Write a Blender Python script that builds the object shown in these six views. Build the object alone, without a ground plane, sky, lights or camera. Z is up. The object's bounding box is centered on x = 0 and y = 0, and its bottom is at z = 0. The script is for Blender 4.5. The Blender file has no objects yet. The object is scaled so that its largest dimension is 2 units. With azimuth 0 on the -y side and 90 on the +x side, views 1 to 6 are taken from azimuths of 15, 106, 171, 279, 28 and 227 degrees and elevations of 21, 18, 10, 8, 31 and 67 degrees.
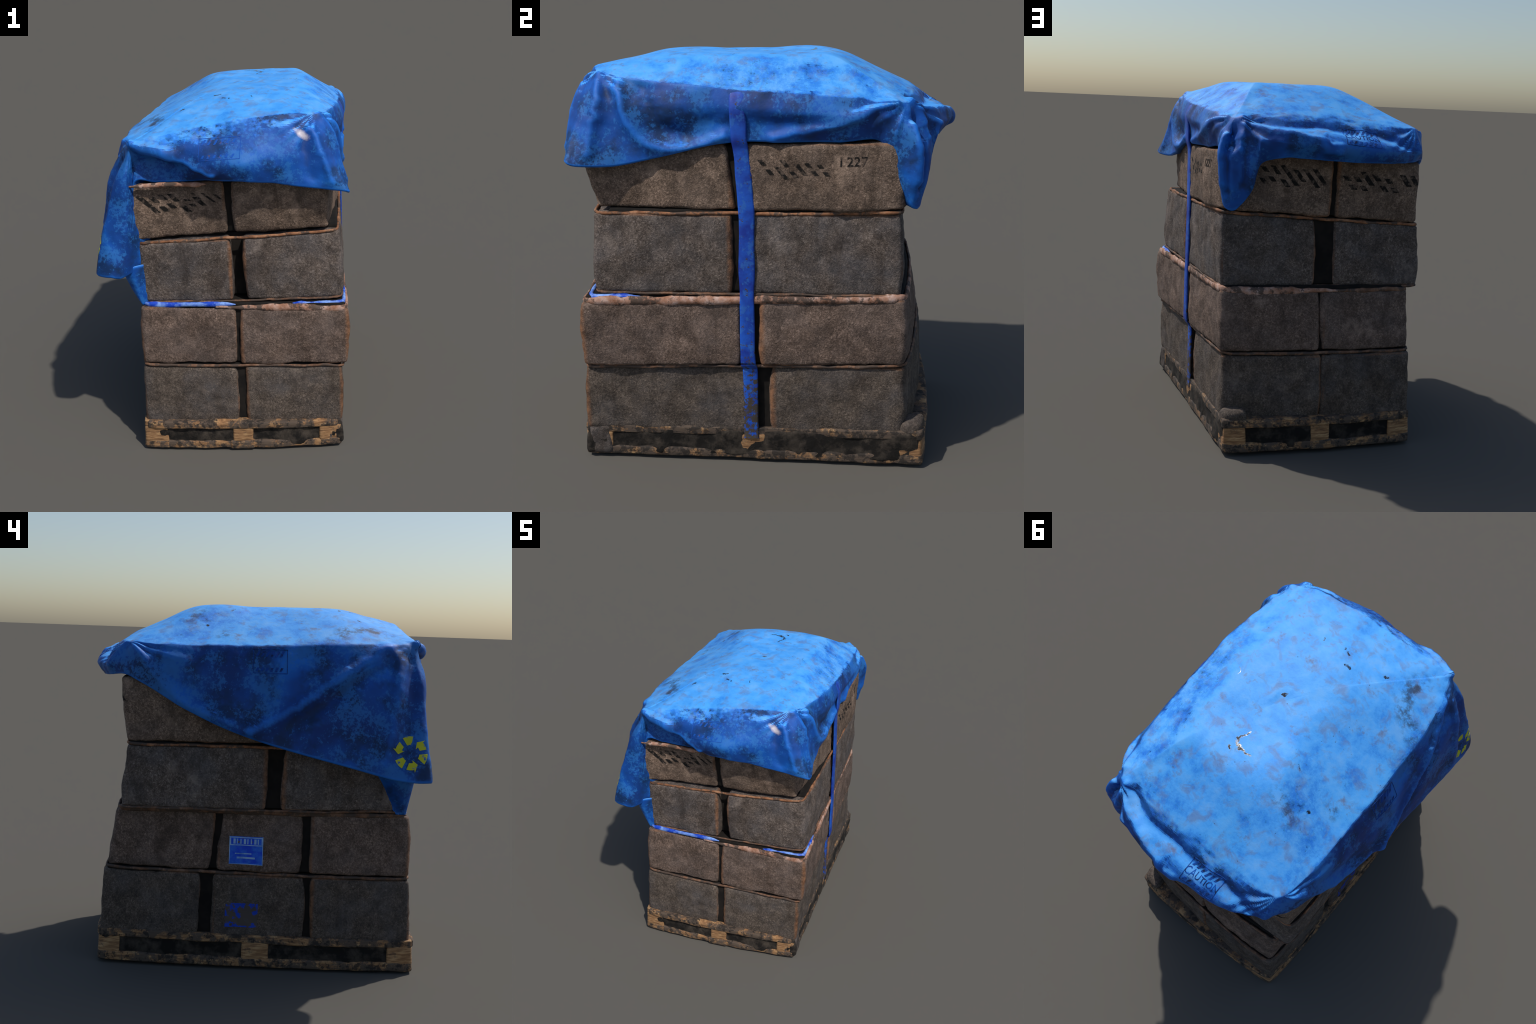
import bpy, bmesh, math, random
import numpy as np
from mathutils import Vector, Matrix, noise
from mathutils.bvhtree import BVHTree

random.seed(7)
rng = np.random.default_rng(7)
ROT = math.radians(10.5)                     # the load stands turned by this about z
SC = bpy.context.scene.collection

# ------------------------------------------------------------------ helpers
def mesh_object(name, verts, faces, mat, parent=None, local=None, smooth=True):
    """local = (location, rotation): store the mesh in a local frame (Generated follows the part)"""
    v = np.asarray(verts, float)
    ob_m = Matrix.Identity(4)
    if local:
        loc, rot = local
        ob_m = Matrix.Translation(loc) @ Matrix.Rotation(rot, 4, 'Z')
        inv = np.array(ob_m.inverted())
        v = v @ inv[:3, :3].T + inv[:3, 3]
    me = bpy.data.meshes.new(name)
    me.from_pydata(v.tolist(), [], [list(map(int, f)) for f in faces])
    me.update()
    if smooth:
        me.polygons.foreach_set("use_smooth", [True] * len(me.polygons))
    ob = bpy.data.objects.new(name, me)
    if mat:
        me.materials.append(mat)
    SC.objects.link(ob)
    ob.matrix_world = ob_m
    if parent:
        ob.parent = parent
    return ob

def fractal(p, scale, octaves=3, seed=0.0):
    q = Vector((p[0] * scale + seed * 13.1, p[1] * scale - seed * 7.7, p[2] * scale + seed * 3.3))
    return noise.fractal(q, 0.9, 2.0, octaves)

class Hexa:
    """a block with eight corners and bellied sides; s runs A->B, t runs A->D, h upward.
    belly: side -> (amount, where along the side it peaks)"""
    def __init__(s, bot, zb, top, zt, belly=None):
        s.b = np.array([(x, y, z) for (x, y), z in zip(bot, zb)])
        s.t = np.array([(x, y, z) for (x, y), z in zip(top, zt)])
        s.belly = belly or {}
    def flat(s, a, t, h):
        a, t, h = (np.asarray(k, float)[..., None] for k in (a, t, h))
        lo = (s.b[0] * (1 - a) + s.b[1] * a) * (1 - t) + (s.b[3] * (1 - a) + s.b[2] * a) * t
        hi = (s.t[0] * (1 - a) + s.t[1] * a) * (1 - t) + (s.t[3] * (1 - a) + s.t[2] * a) * t
        return lo * (1 - h) + hi * h
    def __call__(s, a, t, h):
        P = s.flat(a, t, h)
        a = np.asarray(a, float); t = np.asarray(t, float)
        for side, (amount, peak, *power) in s.belly.items():
            f, reach, (lx, ly) = {'front': (a, 1 - t, (0, -1)), 'back': (1 - a, t, (0, 1)), 'right': (t, a, (1, 0)), 'left': (1 - t, 1 - a, (-1, 0))}[side]
            f = np.clip(f, 0, 1)
            g = f ** (math.log(.5) / math.log(peak))              # moves the peak to where it is wanted
            k = amount * (4 * g * (1 - g)) ** (power[0] if power else .6) * np.clip(reach * 2 - 1, 0, 1.1)
            P = P + k[..., None] * np.array([lx * math.cos(ROT) - ly * math.sin(ROT), lx * math.sin(ROT) + ly * math.cos(ROT), 0])
        return P
    def outline(s, p, h):
        """point on the outline, p runs 0..4 along A-B-C-D-A"""
        k = int(math.floor(p)) % 4; f = p - math.floor(p)
        st = np.array({0: (f, 0), 1: (1, f), 2: (1 - f, 1), 3: (0, 1 - f)}[k], float)
        edge = max(0, 1 - min(f, 1 - f) / .03)                   # round the corner a little
        st = .5 + (st - .5) * (1 - .016 * edge)
        return s(st[0], st[1], h)

def rounded_cuboid(dim, r, step):
    """unit-cube coordinates of a rounded cuboid's skin, quads, outward directions"""
    dim = np.asarray(dim, float)
    lines = []
    for L in dim:
        rr = min(r, L * .45)
        inner = np.linspace(rr, L - rr, max(2, int((L - 2 * rr) / step) + 1))
        e = rr * (1 - np.cos(np.linspace(0, math.pi / 2, 5)[:-1]))
        lines.append(np.concatenate([e, inner, (L - e)[::-1]]))
    idx, pts, faces = {}, [], []
    def vid(i, j, k):
        key = (i, j, k)
        if key not in idx:
            idx[key] = len(pts)
            pts.append((lines[0][i], lines[1][j], lines[2][k]))
        return idx[key]
    n = [len(l) for l in lines]
    for ax in range(3):
        u, w = [(1, 2), (2, 0), (0, 1)][ax]
        for side in (0, n[ax] - 1):
            for i in range(n[u] - 1):
                for j in range(n[w] - 1):
                    q = []
                    for di, dj in ((0, 0), (1, 0), (1, 1), (0, 1)):
                        c = [0, 0, 0]; c[ax] = side; c[u] = i + di; c[w] = j + dj
                        q.append(vid(*c))
                    faces.append(q if side else q[::-1])
    p = np.array(pts)
    rr = np.minimum(r, dim * .45)
    c = np.clip(p, rr, dim - rr)
    d = p - c
    ln = np.linalg.norm(d, axis=1, keepdims=True)
    d = d / np.maximum(ln, 1e-9)
    p = c + d * rr
    return p / dim, faces, d

# ------------------------------------------------------------------ materials
class Nodes:
    def __init__(s, name):
        s.m = bpy.data.materials.new(name); s.m.use_nodes = True
        s.t = s.m.node_tree; s.bsdf = s.t.nodes["Principled BSDF"]
        s.co = s.t.nodes.new("ShaderNodeTexCoord")
    def link(s, a, b): s.t.links.new(a, b)
    def put(s, sock, v):
        if hasattr(v, "is_output"): s.link(v, sock)
        elif isinstance(v, (tuple, list)) and len(v) == 3 and sock.type == 'RGBA': sock.default_value = (*v, 1)
        else: sock.default_value = v
    def math(s, op, a, b=0.0, clamp=False):
        n = s.t.nodes.new("ShaderNodeMath"); n.operation = op; n.use_clamp = clamp
        s.put(n.inputs[0], a); s.put(n.inputs[1], b); return n.outputs[0]
    def vmath(s, op, a, b=(0, 0, 0), scale=None):
        n = s.t.nodes.new("ShaderNodeVectorMath"); n.operation = op
        s.put(n.inputs[0], a); s.put(n.inputs[1], b)
        if scale is not None: s.put(n.inputs["Scale"], scale)
        return n.outputs["Value"] if op in ("LENGTH", "DISTANCE", "DOT_PRODUCT") else n.outputs[0]
    def noise(s, vec, scale, detail=4, rough=.6, dist=0.0):
        n = s.t.nodes.new("ShaderNodeTexNoise"); s.put(n.inputs["Vector"], vec)
        n.inputs["Scale"].default_value = scale; n.inputs["Detail"].default_value = detail
        n.inputs["Roughness"].default_value = rough; n.inputs["Distortion"].default_value = dist
        return n.outputs["Fac"]
    def voronoi(s, vec, scale, feature='F1', out="Distance"):
        n = s.t.nodes.new("ShaderNodeTexVoronoi"); n.feature = feature; s.put(n.inputs["Vector"], vec)
        n.inputs["Scale"].default_value = scale; return n.outputs[out]
    def ramp(s, fac, *stops):
        n = s.t.nodes.new("ShaderNodeValToRGB"); s.put(n.inputs[0], fac)
        e = n.color_ramp.elements
        while len(e) < len(stops): e.new(.5)
        for k, (pos, c) in zip(e, stops):
            k.position = pos; k.color = (*c, 1) if isinstance(c, tuple) else (c, c, c, 1)
        return n.outputs[0]
    def mix(s, fac, a, b, mode='MIX'):
        n = s.t.nodes.new("ShaderNodeMix"); n.data_type = 'RGBA'; n.blend_type = mode
        s.put(n.inputs[0], fac); s.put(n.inputs[6], a); s.put(n.inputs[7], b); return n.outputs[2]
    def mapping(s, vec, scale=(1, 1, 1), rot=(0, 0, 0), loc=(0, 0, 0)):
        n = s.t.nodes.new("ShaderNodeMapping"); s.put(n.inputs[0], vec)
        n.inputs["Scale"].default_value = scale; n.inputs["Rotation"].default_value = rot
        n.inputs["Location"].default_value = loc; return n.outputs[0]
    def bump(s, h, strength, dist=.01):
        n = s.t.nodes.new("ShaderNodeBump"); s.put(n.inputs["Height"], h)
        n.inputs["Strength"].default_value = strength; n.inputs["Distance"].default_value = dist
        s.link(n.outputs[0], s.bsdf.inputs["Normal"])
    def done(s, color, rough):
        s.put(s.bsdf.inputs["Base Color"], color); s.put(s.bsdf.inputs["Roughness"], rough)
        return s.m

def srgb(r, g, b):
    f = lambda c: ((c / 255 + .055) / 1.055) ** 2.4 if c > 10 else c / 255 / 12.92
    return (f(r), f(g), f(b))

def box_material(name, dark, mid, light, cool):
    """coarse fibrous grey-brown crate surface with rusty worn edges"""
    dark, mid, light, cool = (tuple(min(1, k * 1.15) for k in q) for q in (dark, mid, light, cool))
    n = Nodes(name)
    info = n.t.nodes.new("ShaderNodeObjectInfo")
    shift = n.vmath('SCALE', (17.0, 31.0, 11.0), scale=info.outputs["Random"])
    v = n.vmath('ADD', n.co.outputs["Object"], shift)
    fine = n.noise(v, 100, 3, .65, 1.0)
    blot = n.noise(v, 5.5, 4, .6)
    blot2 = n.noise(v, 14, 4, .65)
    c = n.ramp(fine, (.33, tuple(a * .7 + b * .3 for a, b in zip(dark, mid))), (.52, mid), (.70, light))
    c = n.mix(n.ramp(blot, (.42, 0.0), (.72, .55)), c, cool, 'MIX')
    c = n.mix(n.ramp(blot2, (.38, .42), (.56, 0.0)), c, tuple(k * .6 for k in dark), 'MIX')
    c = n.mix(n.ramp(n.noise(v, 9, 3, .6), (.57, 0.0), (.74, .28)), c, tuple(min(1, k * 1.5) for k in light), 'MIX')
    smear = n.noise(n.mapping(v, (9, 9, 3.2)), 1.0, 5, .65, .8)
    c = n.mix(n.ramp(smear, (.52, 0.0), (.66, .42)), c, tuple(a * .5 + b * .5 for a, b in zip(dark, srgb(58, 44, 34))))
    # worn rusty rims: distance to the cuboid's edges in Generated space
    g = n.vmath('ABSOLUTE', n.vmath('SUBTRACT', n.co.outputs["Generated"], (.5, .5, .5)))
    sep = n.t.nodes.new("ShaderNodeSeparateXYZ"); n.link(g, sep.inputs[0])
    ax, ay, az = sep.outputs
    w = n.math('MULTIPLY', n.math('SUBTRACT', n.noise(v, 22, 4, .7), .5), .03)
    pairs = [n.math('MINIMUM', a, b) for a, b in ((ax, ay), (ay, az), (ax, az))]
    e = n.math('MAXIMUM', n.math('MAXIMUM', pairs[0], pairs[1]), pairs[2])
    e = n.math('ADD', e, w)
    rim = n.ramp(e, (.448, 0.0), (.476, .75))
    rust = n.ramp(n.noise(v, 30, 3, .6), (.35, srgb(92, 60, 38)), (.6, srgb(152, 106, 74)))
    c = n.mix(rim, c, rust)
    # pale grit
    grit = n.ramp(n.voronoi(v, 55), (.05, .6), (.09, 0.0))
    grit = n.math('MULTIPLY', grit, n.ramp(n.noise(v, 8, 2, .5), (.55, 0.0), (.65, 1.0)))
    c = n.mix(grit, c, srgb(150, 132, 100))
    n.bump(fine, .55, .012)
    n.bsdf.inputs["Specular IOR Level"].default_value = .25
    return n.done(c, .85)

BOX = {
 'T4': box_material("box_brown", srgb(56, 46, 39), srgb(116, 97, 83), srgb(166, 142, 124), srgb(98, 86, 78)),
 'T3': box_material("box_grey_brown", srgb(46, 41, 38), srgb(98, 86, 78), srgb(140, 127, 118), srgb(86, 86, 90)),
 'T2': box_material("box_umber", srgb(54, 44, 38), srgb(108, 90, 79), srgb(150, 128, 115), srgb(98, 88, 84)),
 'T1': box_material("box_ash", srgb(46, 40, 36), srgb(90, 79, 70), srgb(126, 112, 100), srgb(82, 80, 82)),
}

def plain(name, col, rough=.8, col2=None, scale=12, lo=.42, hi=.58, bump=.2, spec=.3):
    n = Nodes(name)
    v = n.co.outputs["Object"]
    f = n.noise(v, scale, 5, .65)
    c = n.ramp(f, (lo, col), (hi, col2 or tuple(k * 1.5 for k in col)))
    n.bump(n.noise(v, scale * 4, 3), bump, .006)
    n.bsdf.inputs["Specular IOR Level"].default_value = spec
    return n.done(c, rough)

M_core = plain("gap_shadow_paint", srgb(20, 17, 15), .95, srgb(32, 27, 23))

def wood_material(name, dirty):
    n = Nodes(name)
    v = n.co.outputs["Object"]
    grain = n.noise(n.mapping(v, (7, 7, 60)), 1.6, 5, .65, .6)
    c = n.ramp(grain, (.30, srgb(84, 58, 38)), (.5, srgb(152, 112, 74)), (.72, srgb(204, 166, 118)))
    dirt = n.noise(v, 11, 6, .72)
    c = n.mix(n.ramp(dirt, (dirty, 0.0), (dirty + .08, .92)), c, srgb(76, 66, 58))
    dirt2 = n.noise(v, 26, 5, .7)
    c = n.mix(n.ramp(dirt2, (dirty + .08, 0.0), (dirty + .14, .85)), c, srgb(34, 29, 25))
    n.bump(grain, .5, .008)
    return n.done(c, .85)
M_wood = wood_material("worn_wood", .58)
M_wood_dirty = wood_material("grimy_wood", .44)
M_wood_mud = wood_material("muddy_wood", .40)
M_debris = plain("grit_and_dirt", srgb(26, 23, 20), .95, srgb(70, 62, 54), 12, .46, .66, .6)

def lip_material(name, a, b, c3, dirty=.50):
    n = Nodes(name)
    v = n.co.outputs["Object"]
    f = n.noise(v, 16, 4, .65)
    c = n.ramp(f, (.32, a), (.5, b), (.68, c3))
    c = n.mix(n.ramp(n.noise(v, 13, 5, .72), (dirty, 0.0), (dirty + .06, .9)), c, srgb(70, 58, 50))
    n.bump(n.noise(v, 60, 3), .4, .006)
    return n.done(c, .8)
M_lip = lip_material("rusty_edge", srgb(88, 56, 34), srgb(140, 92, 60), srgb(166, 122, 90))
M_lip_dull = lip_material("dull_edge", srgb(74, 50, 34), srgb(116, 82, 60), srgb(138, 108, 88), .46)
M_lip_pale = lip_material("pale_edge", srgb(128, 82, 54), srgb(168, 126, 104), srgb(196, 168, 156))

def segment_distance(n, xy, p, q):
    """distance in plan from the shading point to a segment p-q"""
    d = (q[0] - p[0], q[1] - p[1]); L2 = d[0] ** 2 + d[1] ** 2
    rel = n.vmath('SUBTRACT', xy, (p[0], p[1], 0))
    t = n.math('DIVIDE', n.vmath('DOT_PRODUCT', rel, (d[0], d[1], 0)), L2, clamp=True)
    foot = n.vmath('SCALE', (d[0], d[1], 0), scale=t)
    return n.vmath('DISTANCE', rel, foot)

def tarp_material():
    n = Nodes("blue_tarpaulin")
    v = n.co.outputs["Object"]
    geo = n.t.nodes.new("ShaderNodeNewGeometry")
    sepn = n.t.nodes.new("ShaderNodeSeparateXYZ"); n.link(geo.outputs["True Normal"], sepn.inputs[0])
    n1 = n.noise(v, 9, 5, .65); n2 = n.noise(v, 38, 4, .7); n3 = n.noise(v, 3.2, 3, .5)
    # deep blue cloth of the skirts
    deep = n.ramp(n3, (.35, srgb(8, 54, 124)), (.52, srgb(8, 80, 168)), (.68, srgb(14, 108, 204)))
    deep = n.mix(n.ramp(n.noise(v, 6, 4, .6), (.46, 0.0), (.62, .8)), deep, srgb(8, 42, 78))
    # flaky faded patches
    flake = n.ramp(n.math('ADD', n.math('MULTIPLY', n.noise(v, 6.5, 4, .6), .6), n.math('MULTIPLY', n.noise(v, 55, 4, .75), .55)), (.575, 0.0), (.64, .7))
    deep = n.mix(flake, deep, srgb(40, 112, 186))
    # faded, dusty top sheet
    top = n.ramp(n1, (.30, srgb(54, 150, 238)), (.5, srgb(78, 168, 248)), (.68, srgb(104, 176, 244)))
    top = n.mix(n.ramp(n.noise(v, 2.3, 3, .5), (.55, 0.0), (.75, .5)), top, srgb(76, 178, 250))
    top = n.mix(n.ramp(n.noise(v, 12, 5, .6, .5), (.52, 0.0), (.66, .55)), top, srgb(104, 122, 164))
    top = n.mix(n.ramp(n.noise(v, 7.3, 5, .68), (.60, 0.0), (.70, .65)), top, srgb(104, 96, 112))
    sheet = n.math('ADD', sepn.outputs[2], n.math('MULTIPLY', n.math('SUBTRACT', n2, .5), .55))
    sheet = n.math('ADD', sheet, n.math('MULTIPLY', n.math('SUBTRACT', n1, .5), .5))
    topmask = n.ramp(sheet, (.68, 0.0), (.80, 1.0))
    rimmask = n.ramp(sheet, (.80, 1.0), (.92, 0.0))
    top = n.mix(n.math('MULTIPLY', rimmask, n.ramp(n2, (.42, 0.0), (.55, .8))), top, srgb(22, 108, 218))
    c = n.mix(topmask, deep, top)
    # paler blue along the ridges of the folds
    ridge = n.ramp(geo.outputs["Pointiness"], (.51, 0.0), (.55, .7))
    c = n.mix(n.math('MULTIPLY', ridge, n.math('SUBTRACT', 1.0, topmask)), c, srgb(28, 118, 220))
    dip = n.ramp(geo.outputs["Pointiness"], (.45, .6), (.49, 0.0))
    c = n.mix(n.math('MULTIPLY', dip, n.math('SUBTRACT', 1.0, topmask)), c, srgb(14, 34, 70))      # darker blue along the troughs of the folds
    # brown smears and dark specks
    c = n.mix(n.ramp(n.noise(v, 5.1, 6, .75), (.70, 0.0), (.76, .55)), c, srgb(88, 76, 70))
    spk = n.math('MULTIPLY', n.ramp(n.voronoi(v, 34), (.06, 1.0), (.11, 0.0)), n.ramp(n.noise(v, 6, 2, .5), (.60, 0.0), (.66, .8)))
    c = n.mix(spk, c, srgb(30, 34, 44))
    # spilled dark marks lying on the top sheet
    flat = n.vmath('MULTIPLY', v, (1, 1, 0))
    nz = n.t.nodes.new("ShaderNodeTexNoise"); n.link(v, nz.inputs["Vector"]); nz.inputs["Scale"].default_value = 34; nz.inputs["Detail"].default_value = 4
    wob = n.vmath('MULTIPLY', n.vmath('SUBTRACT', nz.outputs["Color"], (.5, .5, .5)), (.05, .05, 0))
    flat = n.vmath('ADD', flat, wob)
    marks = None
    for p, q, r in MARKS:
        d = n.math('SUBTRACT', segment_distance(n, flat, p, q), r)
        marks = d if marks is None else n.math('MINIMUM', marks, d)
    mk = n.ramp(n.math('MULTIPLY', marks, 40.0), (0.0, 1.0), (.12, 0.0))
    mk = n.math('MULTIPLY', mk, n.ramp(n.noise(v, 48, 4, .7), (.36, .35), (.48, 1.0)))
    c = n.mix(mk, c, srgb(24, 30, 40))
    smear = None
    for p, q, r in SMEARS:
        d = n.math('SUBTRACT', segment_distance(n, flat, p, q), r)
        smear = d if smear is None else n.math('MINIMUM', smear, d)
    sm = n.math('MULTIPLY', n.ramp(n.math('MULTIPLY', smear, 10.0), (0.0, .8), (.5, 0.0)), n.ramp(n.noise(v, 17, 5, .7), (.45, 0.0), (.6, 1.0)))
    c = n.mix(n.math('MULTIPLY', sm, topmask), c, srgb(44, 50, 60))
    # sun glint on the skirt, painted as a pale spot
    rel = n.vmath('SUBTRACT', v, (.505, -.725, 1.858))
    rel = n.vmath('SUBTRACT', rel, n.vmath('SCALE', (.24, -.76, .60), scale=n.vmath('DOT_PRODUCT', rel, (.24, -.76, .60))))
    glint_dist = n.vmath('LENGTH', n.vmath('ADD', rel, n.vmath('SCALE', (.76, .20, -.61), scale=n.math('MULTIPLY', n.vmath('DOT_PRODUCT', rel, (.76, .20, -.61)), -.72))))
    glint = n.ramp(n.math('ADD', glint_dist, n.math('MULTIPLY', n.math('SUBTRACT', n2, .5), .02)), (.008, .95), (.022, 0.0))
    c = n.mix(glint, c, srgb(214, 206, 214))
    n.bump(n.math('ADD', n.math('MULTIPLY', n1, .7), n.math('MULTIPLY', n2, .3)), .18, .02)
    rough = n.math('ADD', n.math('MULTIPLY', n1, .2), .50)
    rough = n.math('SUBTRACT', rough, n.math('MULTIPLY', n.math('MAXIMUM', mk, n.math('MULTIPLY', glint, .35)), .48))
    n.put(n.bsdf.inputs["Specular IOR Level"], n.math('ADD', n.math('MULTIPLY', mk, .55), .35))
    return n.done(c, rough)

# plan positions of spills on the top sheet: (start, end, half width)
MARKS = [((.040, .204), (.053, .263), .003), ((.053, .263), (.047, .302), .005), ((.047, .302), (.0, .31), .009), ((.0, .31), (-.058, .302), .006), ((.047, .34), (.045, .342), .006),
         ((.077, -.058), (.080, -.066), .010), ((-.02, -.415), (-.04, -.42), .007), ((.057, -.495), (.055, -.49), .005), ((.019, -.474), (.03, -.48), .007), ((.168, -.439), (.18, -.455), .002),
         ((-.44, .263), (-.45, .268), .006), ((-.276, .16), (-.25, .15), .001), ((-.20, -.55), (-.19, -.54), .003), ((.355, 0), (.33, .03), .0)]
SMEARS = [((-.32, -.68), (-.325, -.55), .025), ((-.37, -.50), (-.52, -.44), .025), ((-.30, .33), (-.33, .34), .018), ((-.51, .158), (-.50, .16), .006), ((-.38, .35), (-.41, .37), .01)]
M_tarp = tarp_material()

def strap_material():
    n = Nodes("blue_strap")
    v = n.co.outputs["Object"]
    c = n.ramp(n.noise(v, 7, 4, .6), (.4, srgb(10, 48, 148)), (.6, srgb(18, 84, 190)))
    c = n.mix(n.ramp(n.noise(v, 24, 5, .7), (.53, 0.0), (.58, .6)), c, srgb(46, 106, 184))
    sep = n.t.nodes.new("ShaderNodeSeparateXYZ"); n.link(v, sep.inputs[0])
    low = n.ramp(sep.outputs[2], (.30, .16), (.75, 0.0))          # mud-splashed lower end
    mud = n.ramp(n.math('ADD', n.noise(v, 38, 6, .75), low), (.60, 0.0), (.64, 1.0))
    c = n.mix(mud, c, srgb(66, 58, 50))
    n.bump(n.noise(v, 50, 3), .2, .006)
    return n.done(c, .6)
M_strap = strap_material()
M_plastic = plain("blue_plastic", srgb(24, 70, 190), .5, srgb(130, 168, 232), 14, .45, .62, .3)  # whitish second tone is a highlight painted on the crumples
M_ink = plain("stencil_ink", srgb(24, 21, 19), .9, srgb(96, 82, 72), 34, .50, .62, .2)
M_ink_tarp = plain("faded_ink", srgb(20, 40, 84), .8, srgb(18, 88, 180), 34, .42, .56, .1)
M_ink_brown = plain("brown_ink", srgb(86, 74, 78), .8, srgb(20, 84, 176), 40, .33, .45, .1)
M_ink_faint = plain("faint_ink", srgb(18, 40, 84), .8, srgb(12, 66, 150), 34, .40, .52, .1)
M_yellow = plain("yellow_paint", srgb(196, 196, 44), .7, srgb(30, 92, 170), 26, .58, .66, .1)
M_label = plain("blue_label", srgb(18, 72, 214), .6, srgb(44, 112, 220), 18, .42, .6, .1)
M_label_worn = plain("torn_label", srgb(24, 66, 180), .7, srgb(82, 74, 70), 13, .46, .50, .1)
M_label_pale = plain("pale_print", srgb(150, 186, 226), .6, srgb(96, 140, 206), 20, .45, .62, .1)

# ------------------------------------------------------------------ the load
root = bpy.data.objects.new("covered_pallet_load", None); SC.objects.link(root)
root["label"] = "grimy stacked boxes on a wooden pallet under a blue tarpaulin"
root["category"] = "pallet load"

TIERS = {
 'T1': Hexa([(-.42, -.915), (.688, -.70), (.405, .84), (-.665, .775)], [.165] * 4,
            [(-.414, -.90), (.688, -.68), (.409, .835), (-.662, .757)], [.522, .502, .535, .535],
            {'left': (.032, .5), 'front': (.010, .5), 'back': (.050, .47), 'right': (-.010, .6)}),
 'T2': Hexa([(-.412, -.895), (.727, -.685), (.415, .835), (-.655, .745)], [.538, .518, .552, .552],
            [(-.40, -.875), (.727, -.672), (.418, .832), (-.640, .69)], [.880, .852, .888, .876],
            {'left': (.028, .55), 'front': (.002, .5), 'back': (.038, .47), 'right': (-.004, .5)}),
 'T3': Hexa([(-.395, -.845), (.683, -.604), (.42, .815), (-.71, .66)], [.902, .90, .905, .895],
            [(-.402, -.85), (.67, -.598), (.43, .81), (-.704, .632)], [1.25, 1.285, 1.305, 1.235],
            {'left': (.044, .5), 'front': (.026, .55), 'back': (.012, .4), 'right': (.010, .4)}),
 'T4': Hexa([(-.41, -.862), (.607, -.605), (.42, .805), (-.68, .63)], [1.268, 1.302, 1.322, 1.252],
            [(-.41, -.875), (.61, -.690), (.425, .80), (-.675, .672)], [1.585, 1.60, 1.63, 1.59],
            {'left': (.046, .5), 'front': (-.035, .17, 2.5), 'back': (.034, .25), 'right': (.050, .65)}),
}

# cells of each tier in plan: corners (s, t) at front-left, front-right, back-right, back-left
def cells(front, back, left, right):
    """front/back: (gap start, gap end) across s; left/right: list of gaps along t of each column"""
    out = []
    lt = [0] + [k for g in left for k in g] + [1]
    rt = [0] + [k for g in right for k in g] + [1]
    at = lambda pair, t: pair[0] * (1 - t) + pair[1] * t
    for i in range(0, len(lt), 2):
        a, b = lt[i], lt[i + 1]
        e = (front[0], back[0])
        out.append([(0, a), (at(e, a), a), (at(e, b), b), (0, b)])
    for i in range(0, len(rt), 2):
        a, b = rt[i], rt[i + 1]
        e = (front[1], back[1])
        out.append([(at(e, a), a), (1, a), (1, b), (at(e, b), b)])
    return out

LAYOUT = {
 'T1': cells((.475, .518), (.494, .498), [(.322, .346), (.644, .688)], [(.530, .588)]),
 'T2': cells((.459, .478), (.486, .498), [(.335, .364), (.641, .664)], [(.500, .560)]),
 'T3': cells((.456, .522), (.448, .545), [(.440, .496)], [(.455, .510)]),
 'T4': cells((.482, .518), (.436, .464), [(.48, .52)], [(.47, .52)]),
}
box_objects = {}
for tier, hx in TIERS.items():
    for ci, cell in enumerate(LAYOUT[tier]):
        cn = np.array(cell, float)
        cs, ct = cn.mean(0)
        size = (1.12 * abs(cn[1, 0] - cn[0, 0]), 1.54 * abs(cn[3, 1] - cn[0, 1]), .34)
        u, faces, d = rounded_cuboid(size, .020, .022)
        a, b = u[:, :1], u[:, 1:2]
        st = (cn[0] * (1 - a) + cn[1] * a) * (1 - b) + (cn[3] * (1 - a) + cn[2] * a) * b
        P = hx(st[:, 0], st[:, 1], u[:, 2])
        seed = hash((tier, ci)) % 1 + ci * 1.7 + {'T1': 0, 'T2': 11, 'T3': 23, 'T4': 37}[tier]
        out3 = np.stack([d[:, 0] * math.cos(ROT) - d[:, 1] * math.sin(ROT), d[:, 0] * math.sin(ROT) + d[:, 1] * math.cos(ROT), d[:, 2]], 1)
        amp = np.array([.010 * fractal(p, 4.5, 2, seed) + .0045 * fractal(p, 22, 3, seed) for p in P])
        P = P + out3 * amp[:, None]
        # a sagging box: faces belly out a little
        P = P + out3 * (.006 * np.sin(math.pi * u[:, 2]))[:, None]
        c = P.mean(0)
        ob = mesh_object("box", P, faces, BOX[tier], root, (Vector(c), ROT))
        box_objects.setdefault(tier, []).append((ob, P, faces))
    # near-black core: the shadow in the gaps modelled as a solid
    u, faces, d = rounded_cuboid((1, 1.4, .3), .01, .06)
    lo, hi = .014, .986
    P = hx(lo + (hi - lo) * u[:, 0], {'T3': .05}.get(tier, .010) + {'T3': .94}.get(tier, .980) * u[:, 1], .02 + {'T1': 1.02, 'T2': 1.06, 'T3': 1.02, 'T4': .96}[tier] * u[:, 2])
    mesh_object("gap_shadow_core", P, faces, M_core, root)

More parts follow.
